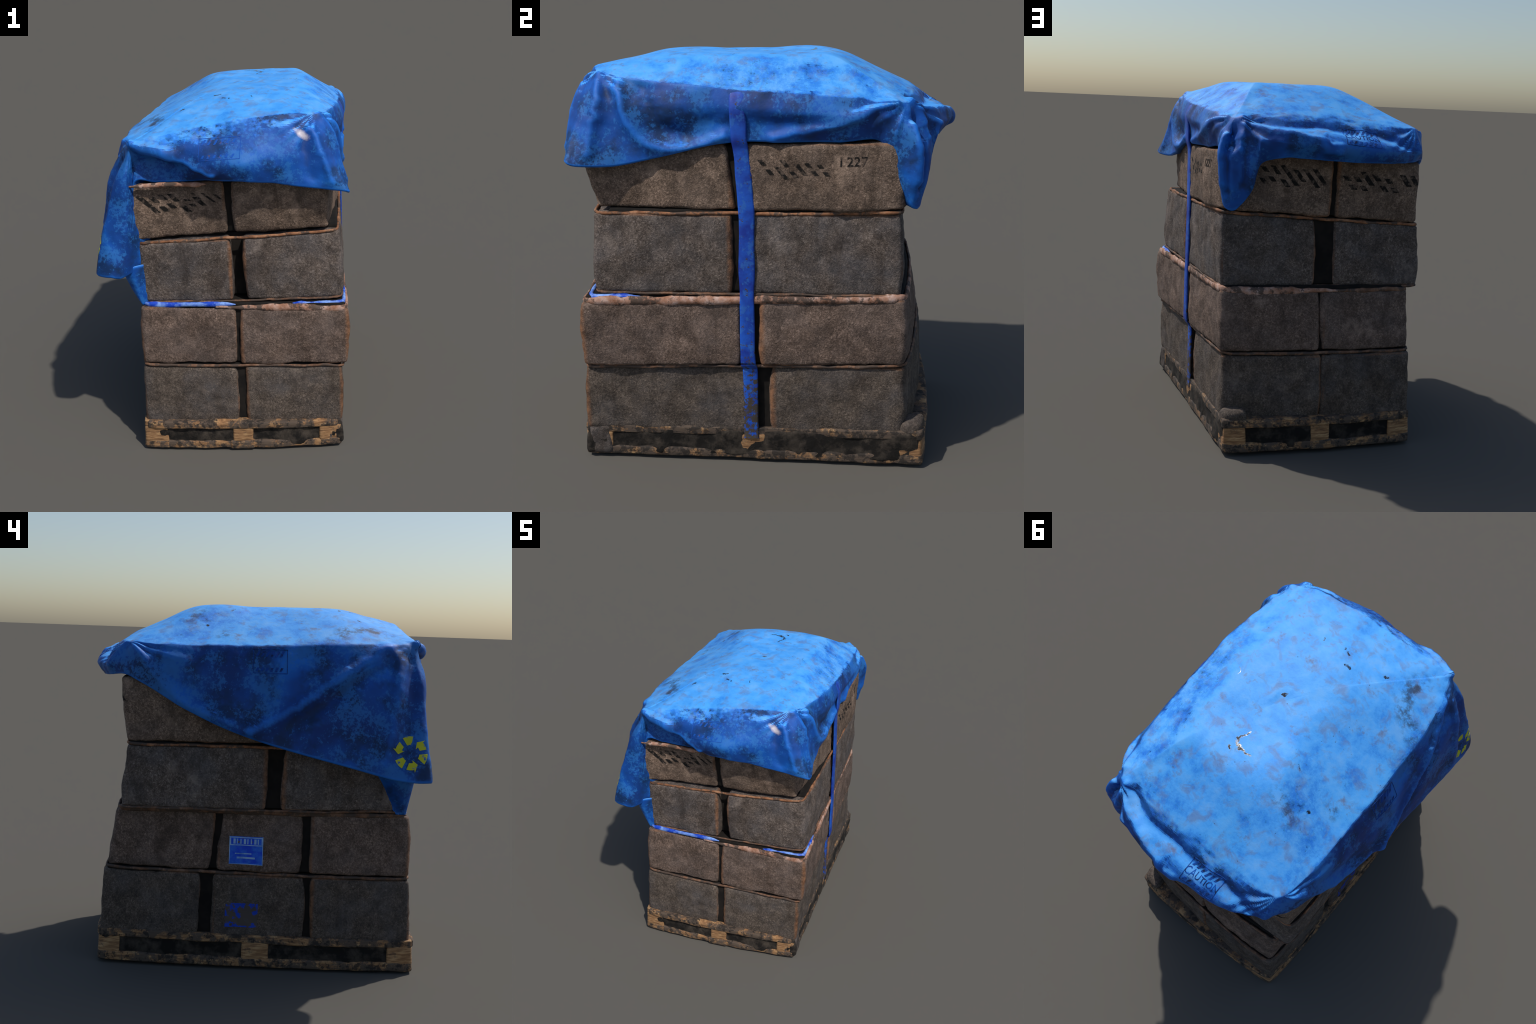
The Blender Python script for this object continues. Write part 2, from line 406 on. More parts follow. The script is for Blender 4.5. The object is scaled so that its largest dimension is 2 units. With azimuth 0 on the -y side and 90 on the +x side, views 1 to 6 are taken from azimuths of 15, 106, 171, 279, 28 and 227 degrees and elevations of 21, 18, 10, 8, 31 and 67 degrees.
# ------------------------------------------------------------------ rims between the tiers
def rim(name, path, radius, depth, mat, sag=.006, seed=1.0, spans=None, subdiv=110, lift=0.0, push=0.0, tall=1.05):
    """a lumpy rounded strip that follows the outline of a tier; path(p) gives its line, spans = [(p0, p1)] along A-B-C-D-A (0..4)"""
    spans = spans or [(0, 4)]
    V, F = [], []
    for p0, p1 in spans:
        closed = abs(p1 - p0 - 4) < 1e-6
        n = max(6, int(subdiv * (p1 - p0)))
        ps = np.linspace(p0, p1, n, endpoint=not closed)
        base = len(V); m = 8
        for i, p in enumerate(ps):
            q = path(p)
            e = path(p + .02) - path(p - .02); e[2] = 0; e = e / np.linalg.norm(e)
            nrm = np.array([e[1], -e[0], 0])
            w1 = fractal(q, 13, 4, seed); w2 = fractal(q, 6, 3, seed + 5)
            fade = 1.0 if closed else min(1, 6 * min(i, n - 1 - i) / n + .25)
            r = radius * (1 + .32 * w1) * fade
            o = q + nrm * (push + depth * (.2 + .5 * w2)) + np.array([0, 0, lift + sag * w2])
            for j in range(m):
                a = 2 * math.pi * j / m
                V.append(o + nrm * (r * (.9 * math.cos(a) - .35)) + np.array([0, 0, r * tall * math.sin(a)]))
        for i in range(n if closed else n - 1):
            for j in range(m):
                a, b = base + i * m, base + ((i + 1) % n) * m
                F.append((a + j, b + j, b + (j + 1) % m, a + (j + 1) % m))
        if not closed:
            F.append([base + j for j in range(m)]); F.append([base + (n - 1) * m + j for j in range(m)][::-1])
    return mesh_object(name, V, F, mat, root)

def between(low, high, w=.5):
    return lambda p: TIERS[low].outline(p, 1) * (1 - w) + TIERS[high].outline(p, 0) * w
rim("edge_strip", between('T1', 'T2'), .008, .0, M_lip_dull, seed=1)
rim("edge_strip", between('T2', 'T3', .10), .013, .004, M_lip_pale, seed=2, spans=[(.36, 2.6)], sag=.008, tall=1.7)
rim("edge_strip", between('T2', 'T3', .10), .009, .0, M_lip_dull, seed=2.5, spans=[(2.55, 4.02)], sag=.006, tall=1.6)
rim("edge_strip", between('T2', 'T3', 1), .007, .0, M_lip_dull, seed=3)
rim("edge_strip", between('T3', 'T4', .15), .008, .0, M_lip, seed=4)
rim("edge_strip", lambda p: TIERS['T4'].outline(p, 1), .013, .012, M_lip_pale, seed=6, spans=[(.0, .40)], push=.035)
# crumpled blue plastic peeping out of the joint
rim("plastic_sheet", between('T2', 'T3', .5), .012, .008, M_plastic, seed=9, spans=[(-.03, .46), (.72, 1.20)], push=-.002, tall=1.3)

# ------------------------------------------------------------------ pallet
PALLET = Hexa([(-.435, -.94), (.69, -.715), (.395, .945), (-.68, .79)], [.010, .014, .018, .014],
              [(-.43, -.935), (.69, -.71), (.398, .94), (-.672, .787)], [.186, .178, .20, .196],
              {'front': (.034, .5), 'left': (.038, .5), 'back': (.040, .5), 'right': (-.004, .5)})
pallet = bpy.data.objects.new("wooden_pallet", None); SC.objects.link(pallet); pallet.parent = root

def slab(name, s0, s1, t0, t1, z0, z1, mat, r=.012, amp=.006, step=.03, seed=0.0, parent=None):
    u, faces, d = rounded_cuboid((1.13 * (s1 - s0), 1.7 * (t1 - t0), .19 * (z1 - z0)), r, step)
    P = PALLET(s0 + (s1 - s0) * u[:, 0], t0 + (t1 - t0) * u[:, 1], z0 + (z1 - z0) * u[:, 2])
    out3 = np.stack([d[:, 0] * math.cos(ROT) - d[:, 1] * math.sin(ROT), d[:, 0] * math.sin(ROT) + d[:, 1] * math.cos(ROT), d[:, 2]], 1)
    P = P + out3 * np.array([amp * fractal(p, 8, 3, seed) for p in P])[:, None]
    P[:, 2] = np.maximum(P[:, 2], .008)
    return mesh_object(name, P, faces, mat, parent or pallet, (Vector(P.mean(0)), ROT))

zb, zt = .30, .76                                     # underside boards end, deck begins
deck = [0, .075, .10, .25, .28, .44, .455, .55, .565, .72, .745, .90, .925, 1]
for i in range(0, len(deck), 2):
    slab("deck_board", .05, .95, deck[i], deck[i + 1], zt, 1, M_wood_dirty, .010, .006, .03, i * 1.3)
for i, (a, b) in enumerate(((0, .052), (.948, 1))):
    slab("edge_board", a, b, .002, .998, zt - .01, 1.01, M_wood_mud if i else M_wood_dirty, .010, .006, .03, 12 + i)
slab("edge_board", .02, .98, -.001, .04, zt, 1, M_wood_dirty, .010, .006, .03, 14)
slab("edge_board", .02, .98, .96, 1.001, zt, 1, M_wood_dirty, .010, .006, .03, 15)
for k, (a, b) in enumerate(((0, .13), (.44, .56), (.885, 1))):
    slab("base_board", a, b, 0, 1, 0, zb, M_wood_mud if k == 2 else M_wood_dirty, .012, .005, .03, 20 + k)
for k, (a, b) in enumerate(((0, .085), (.45, .55), (.925, 1))):
    slab("base_board", .004, .996, a + .002, b - .002, .01, zb - .01, M_wood_dirty, .012, .005, .03, 30 + k)
k = 0
for a, b in ((0, .13), (.45, .557), (.885, 1)):
    for c, d in ((0, .085), (.455, .545), (.928, 1)):
        slab("block", a + .002, b - .002, c + .002, d - .002, zb - .08, zt + .06, M_wood, .012, .005, .02, 40 + k); k += 1
# packed dirt and rubble inside the openings
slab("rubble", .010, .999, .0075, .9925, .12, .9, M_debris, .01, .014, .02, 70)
slab("corner_lump", .880, .997, .925, .997, .7, 1.26, BOX['T1'], .04, .016, .015, 81)
slab("corner_lump", .90, 1.006, .004, .085, .04, 1.02, BOX['T1'], .035, .012, .015, 82)

# ------------------------------------------------------------------ tarpaulin
# control columns round the cover, from the front edge past the right, back and left edges:
# (crease point) (upper skirt) (lower skirt) (hem)
COLS = [
 # front face, left to right
 ((-.385, -.860, 1.815), (-.375, -.858, 1.765), (-.380, -.835, 1.69), (-.390, -.860, 1.60)),
 ((-.30, -.838, 1.842), (-.285, -.882, 1.79), (-.275, -.800, 1.71), (-.28, -.835, 1.605)),
 ((-.19, -.810, 1.860), (-.18, -.885, 1.775), (-.17, -.795, 1.69), (-.17, -.825, 1.607)),
 ((-.06, -.780, 1.882), (-.05, -.862, 1.80), (-.03, -.870, 1.705), (-.03, -.815, 1.615)),
 ((.07, -.748, 1.902), (.08, -.828, 1.83), (.09, -.895, 1.72), (.09, -.870, 1.635)),
 ((.20, -.722, 1.925), (.22, -.800, 1.85), (.22, -.885, 1.73), (.22, -.865, 1.63)),
 ((.34, -.682, 1.935), (.36, -.756, 1.86), (.36, -.825, 1.73), (.36, -.815, 1.61)),
 ((.46, -.640, 1.935), (.495, -.708, 1.86), (.51, -.755, 1.72), (.52, -.755, 1.575)),
 # corner B with its drooping tip
 ((.540, -.592, 1.925), (.596, -.655, 1.83), (.655, -.690, 1.70), (.725, -.705, 1.545)),
 ((.562, -.540, 1.918), (.635, -.610, 1.81), (.680, -.630, 1.68), (.738, -.645, 1.525)),
 # right face, front to back
 ((.586, -.420, 1.908), (.636, -.450, 1.79), (.645, -.470, 1.66), (.668, -.480, 1.520)),
 ((.594, -.230, 1.890), (.628, -.240, 1.79), (.618, -.250, 1.68), (.630, -.250, 1.570)),
 ((.580, -.040, 1.870), (.608, -.040, 1.79), (.585, -.040, 1.71), (.592, -.040, 1.622)),
 ((.560, .110, 1.862), (.588, .110, 1.785), (.566, .110, 1.71), (.572, .110, 1.640)),
 ((.526, .310, 1.845), (.560, .310, 1.770), (.538, .310, 1.71), (.535, .310, 1.640)),
 ((.482, .530, 1.830), (.520, .530, 1.760), (.505, .530, 1.71), (.492, .530, 1.640)),
 ((.424, .710, 1.815), (.466, .710, 1.760), (.468, .710, 1.70), (.450, .710, 1.640)),
 # corner C: a hanging pouch
 ((.392, .790, 1.806), (.440, .805, 1.72), (.448, .812, 1.60), (.432, .818, 1.42)),
 ((.380, .815, 1.806), (.430, .870, 1.71), (.448, .882, 1.58), (.422, .860, 1.345)),
 ((.365, .820, 1.806), (.375, .895, 1.70), (.380, .915, 1.56), (.365, .885, 1.335)),
 ((.340, .820, 1.806), (.320, .890, 1.72), (.272, .922, 1.60), (.290, .885, 1.425)),
 # back face, seen from inside: right to left
 ((.270, .815, 1.812), (.265, .880, 1.755), (.248, .962, 1.69), (.235, .900, 1.580)),
 ((.130, .800, 1.825), (.120, .890, 1.765), (.110, .974, 1.69), (.110, .930, 1.615)),
 ((-.060, .775, 1.830), (-.070, .870, 1.765), (-.075, .974, 1.685), (-.080, .930, 1.612)),
 ((-.250, .745, 1.820), (-.270, .840, 1.750), (-.275, .925, 1.67), (-.275, .890, 1.605)),
 ((-.430, .710, 1.805), (-.445, .800, 1.740), (-.460, .880, 1.66), (-.460, .845, 1.600)),
 ((-.570, .680, 1.790), (-.590, .755, 1.730), (-.610, .802, 1.66), (-.605, .775, 1.602)),
 # corner D with its beak
 ((-.635, .655, 1.780), (-.650, .706, 1.720), (-.656, .748, 1.655), (-.648, .728, 1.61)),
 ((-.655, .610, 1.778), (-.684, .635, 1.720), (-.692, .648, 1.660), (-.696, .640, 1.61)),
 # left face, back to front
 ((-.660, .500, 1.775), (-.700, .510, 1.720), (-.715, .505, 1.630), (-.712, .490, 1.540)),
 ((-.645, .320, 1.772), (-.692, .325, 1.690), (-.716, .325, 1.560), (-.722, .325, 1.452)),
 ((-.620, .120, 1.776), (-.675, .130, 1.660), (-.705, .135, 1.510), (-.722, .130, 1.364)),
 ((-.600, -.060, 1.781), (-.660, -.050, 1.640), (-.690, -.050, 1.470), (-.714, -.060, 1.299)),
 ((-.570, -.270, 1.790), (-.635, -.270, 1.620), (-.668, -.280, 1.430), (-.695, -.290, 1.238)),
 ((-.530, -.500, 1.801), (-.605, -.510, 1.610), (-.645, -.530, 1.390), (-.670, -.550, 1.177)),
 ((-.475, -.690, 1.812), (-.562, -.720, 1.600), (-.615, -.750, 1.360), (-.645, -.775, 1.123)),
 # corner A: the long flap
 ((-.430, -.790, 1.818), (-.520, -.850, 1.600), (-.585, -.880, 1.350), (-.628, -.900, 1.108)),
 ((-.405, -.830, 1.820), (-.490, -.912, 1.600), (-.555, -.945, 1.350), (-.602, -.975, 1.108)),
 ((-.395, -.848, 1.820), (-.435, -.925, 1.610), (-.490, -.945, 1.360), (-.530, -.982, 1.102)),
 ((-.390, -.856, 1.818), (-.410, -.915, 1.620), (-.430, -.925, 1.370), (-.462, -.950, 1.104)),
 ((-.388, -.859, 1.816), (-.395, -.880, 1.690), (-.405, -.885, 1.50), (-.415, -.895, 1.30)),
]
# folds: polyline on the skirt, height, width
FOLDS = [
 ([(-.50, -.73, 1.80), (-.60, -.51, 1.645), (-.655, -.26, 1.46), (-.70, -.03, 1.335)], .017, .034),
 ([(-.52, -.73, 1.72), (-.61, -.50, 1.57), (-.67, -.26, 1.39)], -.014, .045),
 ([(-.69, .60, 1.75), (-.72, .48, 1.61), (-.74, .33, 1.475), (-.725, .12, 1.39), (-.71, -.05, 1.325)], .012, .030),
 ([(-.69, .52, 1.72), (-.71, .36, 1.58), (-.69, .15, 1.47)], -.012, .05),
 ([(-.47, -.86, 1.74), (-.55, -.86, 1.50), (-.60, -.83, 1.25)], -.012, .035),
 ([(-.50, -.79, 1.74), (-.58, -.77, 1.45), (-.62, -.74, 1.20)], .012, .035),
 ([(-.38, -.862, 1.81), (-.215, -.90, 1.765), (-.06, -.885, 1.70), (.06, -.90, 1.655)], .018, .022),
 ([(.56, -.57, 1.91), (.67, -.57, 1.74), (.715, -.59, 1.58)], .014, .03),
 ([(.60, -.47, 1.88), (.645, -.42, 1.72), (.645, -.32, 1.61), (.62, -.15, 1.60), (.59, .03, 1.655)], .016, .028),
 ([(.59, -.36, 1.86), (.625, -.28, 1.70), (.605, -.16, 1.66)], -.012, .035),
 ([(.50, -.72, 1.90), (.54, -.76, 1.72), (.56, -.76, 1.62)], -.010, .03),
 ([(.56, -.70, 1.88), (.62, -.73, 1.72), (.66, -.73, 1.60)], .012, .025),
 ([(.40, .76, 1.79), (.49, .60, 1.74), (.51, .42, 1.69), (.54, .25, 1.65)], .014, .026),
 ([(.33, .83, 1.80), (.22, .90, 1.74), (.05, .93, 1.70), (-.15, .95, 1.66)], .016, .03),
 ([(.28, .83, 1.80), (.15, .86, 1.76), (-.10, .85, 1.77), (-.25, .84, 1.74)], -.014, .04),
 ([(-.36, .80, 1.74), (-.50, .80, 1.70), (-.58, .79, 1.68)], -.012, .04),
 ([(-.63, .67, 1.77), (-.66, .74, 1.70), (-.69, .78, 1.66)], .006, .025),
 ([(.44, .86, 1.72), (.46, .90, 1.60), (.44, .91, 1.45)], .012, .022),
 ([(.40, .86, 1.74), (.41, .91, 1.68)], -.035, .035),
 ([(.33, .87, 1.78), (.34, .93, 1.65)], .010, .02),
 ([(.42, .88, 1.66), (.42, .90, 1.55), (.41, .89, 1.42)], -.012, .016),
 ([(.33, .90, 1.68), (.32, .92, 1.56), (.33, .90, 1.46)], -.012, .018),
]

def catmull(ctrl, n, closed):
    """resample control rows smoothly: ctrl (k, ...) -> (n, ...)"""
    k = len(ctrl)
    x = np.linspace(0, k if closed else k - 1, n, endpoint=not closed)
    i = np.floor(x).astype(int)
    if not closed: i = np.minimum(i, k - 2)
    f = (x - i).reshape((-1,) + (1,) * (ctrl.ndim - 1))
    g = (lambda j: ctrl[j % k]) if closed else (lambda j: ctrl[np.clip(j, 0, k - 1)])
    p0, p1, p2, p3 = g(i - 1), g(i), g(i + 1), g(i + 2)
    m1, m2 = (p2 - p0) * .42, (p3 - p1) * .42
    d = [np.linalg.norm(b - a, axis=-1, keepdims=True) for a, b in ((p0, p1), (p1, p2), (p2, p3))]
    lim = lambda m, a, b: m * np.minimum(1, 1.4 * np.minimum(a, b) / np.maximum(np.linalg.norm(m, axis=-1, keepdims=True), 1e-9))
    if not closed:                                       # open ends keep their own direction
        d[0] = np.where(d[0] < 1e-9, 9, d[0]); d[2] = np.where(d[2] < 1e-9, 9, d[2])
    m1, m2 = lim(m1, d[0], d[1]), lim(m2, d[1], d[2])
    return ((2 * f ** 3 - 3 * f ** 2 + 1) * p1 + (f ** 3 - 2 * f ** 2 + f) * m1 + (3 * f ** 2 - 2 * f ** 3) * p2 + (f ** 3 - f ** 2) * m2)

ctrl = np.array(COLS)                                   # (cols, 4, 3)
NC = 492
ring = catmull(ctrl, NC, True)                          # (NC, 4, 3)
mid = np.array([0.06, -.02, 1.990])
crease = ring[:, 0]
lx = (crease[:, 0] * math.cos(ROT) + crease[:, 1] * math.sin(ROT)) / .53      # which side a column belongs to
ly = (-crease[:, 0] * math.sin(ROT) + crease[:, 1] * math.cos(ROT)) / .74
wt = np.stack([np.clip(lx, 0, 1) ** 2, np.clip(-lx, 0, 1) ** 2, np.clip(ly, 0, 1) ** 2, np.clip(-ly, 0, 1) ** 2])
start = (np.array([.55, .24, .48, .50]) @ wt) / wt.sum(0)                      # the flat reaches far right, not far left
corner = wt[:2].sum(0) * wt[2:].sum(0) * 4 / wt.sum(0) ** 2
start = start * (1 - .20 * corner * ((lx < 0) & (ly < 0)))                        # the hips begin nearer the middle
def plateau(r):
    k = np.clip((r - start) / (1 - start), 0, 1)
    soft = np.sqrt(k * k + .012) - math.sqrt(.012)      # rounded shoulder, then an even slope
    return soft / (math.sqrt(1.012) - math.sqrt(.012))
top_rows = []
for r in np.linspace(.03, .985, 44):
    xy = mid[:2] + r * (crease[:, :2] - mid[:2])
    peak = mid[2] + .009 * np.minimum(r / .5, 1) ** 2       # very slightly dished middle
    z = peak + (crease[:, 2] - peak) * plateau(r)
    top_rows.append(np.column_stack([xy, z]))
top_rows = np.array(top_rows)
skirt = catmull(np.swapaxes(ring, 0, 1), 44, False)     # (44, NC, 3)
rows = np.concatenate([np.array(top_rows), skirt])
nr = len(rows)
# soften the crease
sm = rows.copy()
for _ in range(2):
    sm[1:-1] = sm[1:-1] * .5 + (sm[:-2] + sm[2:]) * .25
w = np.zeros(nr); w[46 - 8:46 + 6] = 1
rows = rows * (1 - w[:, None, None]) + sm * w[:, None, None]

def normals(g):
    du = np.roll(g, -1, 1) - np.roll(g, 1, 1)
    dv = np.gradient(g, axis=0)
    n = np.cross(dv, du)
    n /= np.maximum(np.linalg.norm(n, axis=2, keepdims=True), 1e-9)
    c = g - np.array([0, 0, 1.2])
    n *= np.sign((n * c).sum(2, keepdims=True) + 1e-9)
    return n
N = normals(rows)
NB = N.copy()
for _ in range(30):
    NB = NB * .5 + (np.roll(NB, 3, 1) + np.roll(NB, -3, 1)) * .25
N[:42] = NB[:42] / np.linalg.norm(NB[:42], axis=2, keepdims=True)
def seg_dist(P, line):
    best = np.full(P.shape[:-1], 9.0)
    for a, b in zip(line[:-1], line[1:]):
        a, b = np.array(a), np.array(b); d = b - a
        t = np.clip(((P - a) @ d) / max(d @ d, 1e-12), 0, 1)
        best = np.minimum(best, np.linalg.norm(P - a - t[..., None] * d, axis=-1))
    return best
disp = np.zeros(rows.shape[:2])
flatr = rows.reshape(-1, 3)
for line, h, wd in FOLDS:
    pts = np.array(line)
    fine = catmull(pts, 24, False)
    near = [int(np.argmin(((flatr - q) ** 2).sum(1))) for q in fine]     # drop the fold line onto the cloth
    fine = flatr[near]
    disp += 1.5 * h * np.exp(-(seg_dist(rows, fine) / wd) ** 2)
# fine tension creases fanning out from the corners over the skirts
skirt_mask = np.clip((np.arange(nr) - 44) / 5, 0, 1)[:, None]
for q, along, reach, ph in (((-.40, -.85, 1.82), (-.17, .985, 0), .34, .3), ((.55, -.59, 1.93), (-.17, .985, 0), .30, 1.1), ((.55, -.59, 1.93), (-.97, -.24, 0), .26, 2.0),
                            ((-.64, .65, 1.78), (.17, -.985, 0), .30, .8), ((-.64, .65, 1.78), (.985, .17, 0), .26, 2.6), ((.38, .81, 1.80), (.17, -.985, 0), .24, .2), ((.38, .81, 1.80), (-.985, -.17, 0), .28, 1.5)):
    rel = rows - np.array(q)
    d = np.linalg.norm(rel, axis=2)
    u = rel @ np.array(along)
    ang = np.arctan2(u, -rel[:, :, 2] + 1e-6)
    fan = np.sin(ang * 15 + ph * 3 + 2.2 * np.sin(ang * 4 + ph)) * np.clip(d / .08, 0, 1) * np.exp(-(d / reach) ** 2)
    disp += .0055 * fan * skirt_mask * (u > 0) * np.clip(u / .04, 0, 1)
flatn = rows.reshape(-1, 3)
lump = np.array([.011 * fractal(p, 3.2, 2, 3.0) + .004 * fractal(p, 11, 3, 8.0) for p in flatn]).reshape(nr, NC)
disp += lump
edge = np.ones(nr); edge[:3] = [0, .3, .7]
rows = rows + N * (disp * edge[:, None])[..., None]
rows[:, :, 2] = np.minimum(rows[:, :, 2], 1.999)

# hem: rolled edge, then the underside runs in to the stack
hem = rows[-1]
c, s = math.cos(-ROT), math.sin(-ROT)
lu = hem[:, 0] * c - hem[:, 1] * s; lv = hem[:, 0] * s + hem[:, 1] * c
iu = np.clip(lu, -.49, .49); iv = np.clip(lv, -.70, .70)
c, s = math.cos(ROT), math.sin(ROT)
inside = np.column_stack([iu * c - iv * s, iu * s + iv * c, hem[:, 2] + .01])
dirn = inside - hem; ln = np.linalg.norm(dirn, axis=1, keepdims=True); dirn /= np.maximum(ln, 1e-6)
down = np.array([0, 0, -1.0])
under = [hem + dirn * .006 + down * .009, hem + dirn * .018 + down * .010, hem + dirn * np.minimum(.05, ln) + down * .004, inside]
rows = np.concatenate([rows, np.array(under)])
nr = len(rows)
V = rows.reshape(-1, 3).tolist() + [(mid[0], mid[1], rows[0, :, 2].mean())]
F = []
for i in range(nr - 1):
    for j in range(NC):
        k = (j + 1) % NC
        F.append((i * NC + j, (i + 1) * NC + j, (i + 1) * NC + k, i * NC + k))
for j in range(NC):
    F.append((len(V) - 1, j, (j + 1) % NC))
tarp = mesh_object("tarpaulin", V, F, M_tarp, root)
bm = bmesh.new(); bm.from_mesh(tarp.data); bm.verts.ensure_lookup_table()
inner = [bm.verts[i] for i in range(4 * NC, 42 * NC)]
for _ in range(24):                                        # even out the cloth over the hips
    bmesh.ops.smooth_vert(bm, verts=inner, factor=.5, use_axis_x=True, use_axis_y=True, use_axis_z=True)
bmesh.ops.recalc_face_normals(bm, faces=bm.faces); bm.to_mesh(tarp.data); bm.free()

# loose tail below the long flap, tucked into the joint at corner A
tail_rows = []
A3 = np.array([-.398, -.848])
for h in np.linspace(0, 1, 24):
    z = 1.13 - h * .24
    w = .115 * (1 - h) ** .8 + .006
    inn = A3 + np.array([.012, .012])
    ctr = np.array([(inn[0] - .03, inn[1] + .17 * (1 - h) + .03), (A3[0] - w, A3[1] + .08 * (1 - h)), (A3[0] - w * .95, A3[1] - .02 * (1 - h)), (A3[0] - w * .35, A3[1] - .045 * (1 - h) - .006), (inn[0] + .02, inn[1] + .005)])
    r = catmull(ctr, 30, False)
    tail_rows.append(np.column_stack([r, np.full(30, z)]))
tr = np.array(tail_rows)
F = [(i * 30 + j, i * 30 + j + 1, (i + 1) * 30 + j + 1, (i + 1) * 30 + j) for i in range(23) for j in range(29)]
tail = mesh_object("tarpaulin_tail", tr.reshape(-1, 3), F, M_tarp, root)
sol = tail.modifiers.new("thick", 'SOLIDIFY'); sol.thickness = .008; sol.offset = 0

# ------------------------------------------------------------------ strap down the right side
def strap_path():
    """centre line of the strap from the cover's shoulder to the pallet"""
    pts = [(.470, .080, 1.868), (.552, .082, 1.856), (.586, .086, 1.79), (.582, .090, 1.71), (.580, .092, 1.645), (.568, .096, 1.60)]
    run = lambda z: np.interp(z, [.14, .87, 1.3, 1.6], [.116, .112, .116, .098])
    for tier, hs in (('T4', (.75, .45, .12)), ('T3', (.96, .5, .05)), ('T2', (.95, .5, .05)), ('T1', (.95, .5, .02))):
        for h in hs:
            lo, hi = 0.0, 1.0
            for _ in range(30):
                m = (lo + hi) / 2; q = TIERS[tier](1.0, m, h)
                lo, hi = (m, hi) if q[1] < run(q[2]) else (lo, m)
            pts.append(tuple(q + np.array([.006, 0, 0])))
    q = np.array(pts[-1]); pts.append((q[0] + .004, q[1], .135))
    return np.array(pts)
sp = catmull(strap_path(), 160, False)
side = np.array([-math.sin(ROT), math.cos(ROT), 0])
outw = np.array([math.cos(ROT), math.sin(ROT), 0])
V, F = [], []
prof = [(-1, -.4), (-1, .6), (-.8, 1), (-.3, 1.1), (.3, 1.1), (.8, 1), (1, .6), (1, -.4)]
for i, p in enumerate(sp):
    tng = sp[min(i + 1, 159)] - sp[max(i - 1, 0)]; nrm = np.cross(side, tng); nrm /= np.linalg.norm(nrm)
    if nrm @ outw < 0 and nrm[2] < .5: nrm = -nrm
    if nrm[2] < -.3: nrm = -nrm
    hw = .036 + .004 * fractal(p, 6, 2, 4)
    for a, b in prof:
        V.append(p + side * (a * hw + .003 * fractal(p, 3, 2, 6)) + nrm * (b * .007 * min(1, .15 + i / 14)))
m = len(prof)
for i in range(159):
    for j in range(m):
        F.append((i * m + j, i * m + (j + 1) % m, (i + 1) * m + (j + 1) % m, (i + 1) * m + j))
F += [list(range(m)), list(range(159 * m, 160 * m))[::-1]]
strap = mesh_object("strap", V, F, M_strap, root)
bm = bmesh.new(); bm.from_mesh(strap.data); bmesh.ops.recalc_face_normals(bm, faces=bm.faces); bm.to_mesh(strap.data); bm.free()

# ------------------------------------------------------------------ marks laid on the surfaces
def tree(objs):
    V, F = [], []
    for o in objs:
        b = len(V); V += [o.matrix_world @ v.co for v in o.data.vertices]
        F += [[b + k for k in p.vertices] for p in o.data.polygons]
    return BVHTree.FromPolygons(V, F)
bpy.context.view_layer.update()
TREE = {t: tree([o for o, *_ in box_objects[t]]) for t in box_objects}
TREE['tarp'] = tree([tarp])

def lay(name, polys, origin, ux, uy, surface, mat, parent, lift=.0018, step=.006):
    """lay flat polygons (local 2D metres) on a surface: subdivided, dropped along the face normal, given thickness"""
    ux = Vector(ux).normalized(); uy = Vector(uy).normalized(); nz = ux.cross(uy).normalized()
    bm = bmesh.new()
    for poly in polys:
        vs = [bm.verts.new((x, y, 0)) for x, y in poly]
        bm.faces.new(vs)
    bmesh.ops.triangulate(bm, faces=bm.faces)
    for _ in range(7):
        long = [e for e in bm.edges if e.calc_length() > step * 2]
        if not long: break
        bmesh.ops.subdivide_edges(bm, edges=long, cuts=1)
        bmesh.ops.triangulate(bm, faces=bm.faces)
    dead = []
    for v in bm.verts:
        o = Vector(origin) + ux * v.co.x + uy * v.co.y
        hit, nrm, *_ = TREE[surface].ray_cast(o + nz * .25, -nz, .5)
        if hit is None: dead.append(v)
        else: v.co = hit + nz * lift
    bmesh.ops.delete(bm, geom=dead, context='VERTS')
    # thickness: a skirt down to just under the surface
    rim_e = [e for e in bm.edges if e.is_boundary]
    ext = bmesh.ops.extrude_edge_only(bm, edges=rim_e)
    for g in ext['geom']:
        if isinstance(g, bmesh.types.BMVert): g.co -= nz * (lift + .001)
    bmesh.ops.recalc_face_normals(bm, faces=bm.faces)
    me = bpy.data.meshes.new(name); bm.to_mesh(me); bm.free()
    if not me.polygons: return None
    me.materials.append(mat)
    ob = bpy.data.objects.new(name, me); SC.objects.link(ob); ob.parent = parent
    return ob

def bar(x, y, w, h, slant=0.0):
    return [(x, y), (x + w, y), (x + w + slant, y + h), (x + slant, y + h)]

def text_polys(body, size):
    cu = bpy.data.curves.new("lettering", 'FONT'); cu.body = body; cu.size = size; cu.resolution_u = 2
    cu.align_x = 'CENTER'; cu.fill_mode = 'FRONT'
    ob = bpy.data.objects.new("lettering", cu); SC.objects.link(ob)
    me = ob.to_mesh()
    out = [[(me.vertices[i].co.x, me.vertices[i].co.y) for i in p.vertices] for p in me.polygons]
    ob.to_mesh_clear(); bpy.data.objects.remove(ob); bpy.data.curves.remove(cu)
    return out

UP = (0, 0, 1)
def dirs(tier, i, j, h=.5):
    q = TIERS[tier].b * (1 - h) + TIERS[tier].t * h
    return Vector(q[j] - q[i]).normalized()
def face_point(tier, side, f, h):
    hx = TIERS[tier]
    return {'front': lambda: hx(f, 0, h), 'right': lambda: hx(1, f, h), 'back': lambda: hx(1 - f, 1, h), 'left': lambda: hx(0, 1 - f, h)}[side]()
FACE = {'front': (0, 1), 'right': (1, 2), 'back': (2, 3), 'left': (3, 0)}

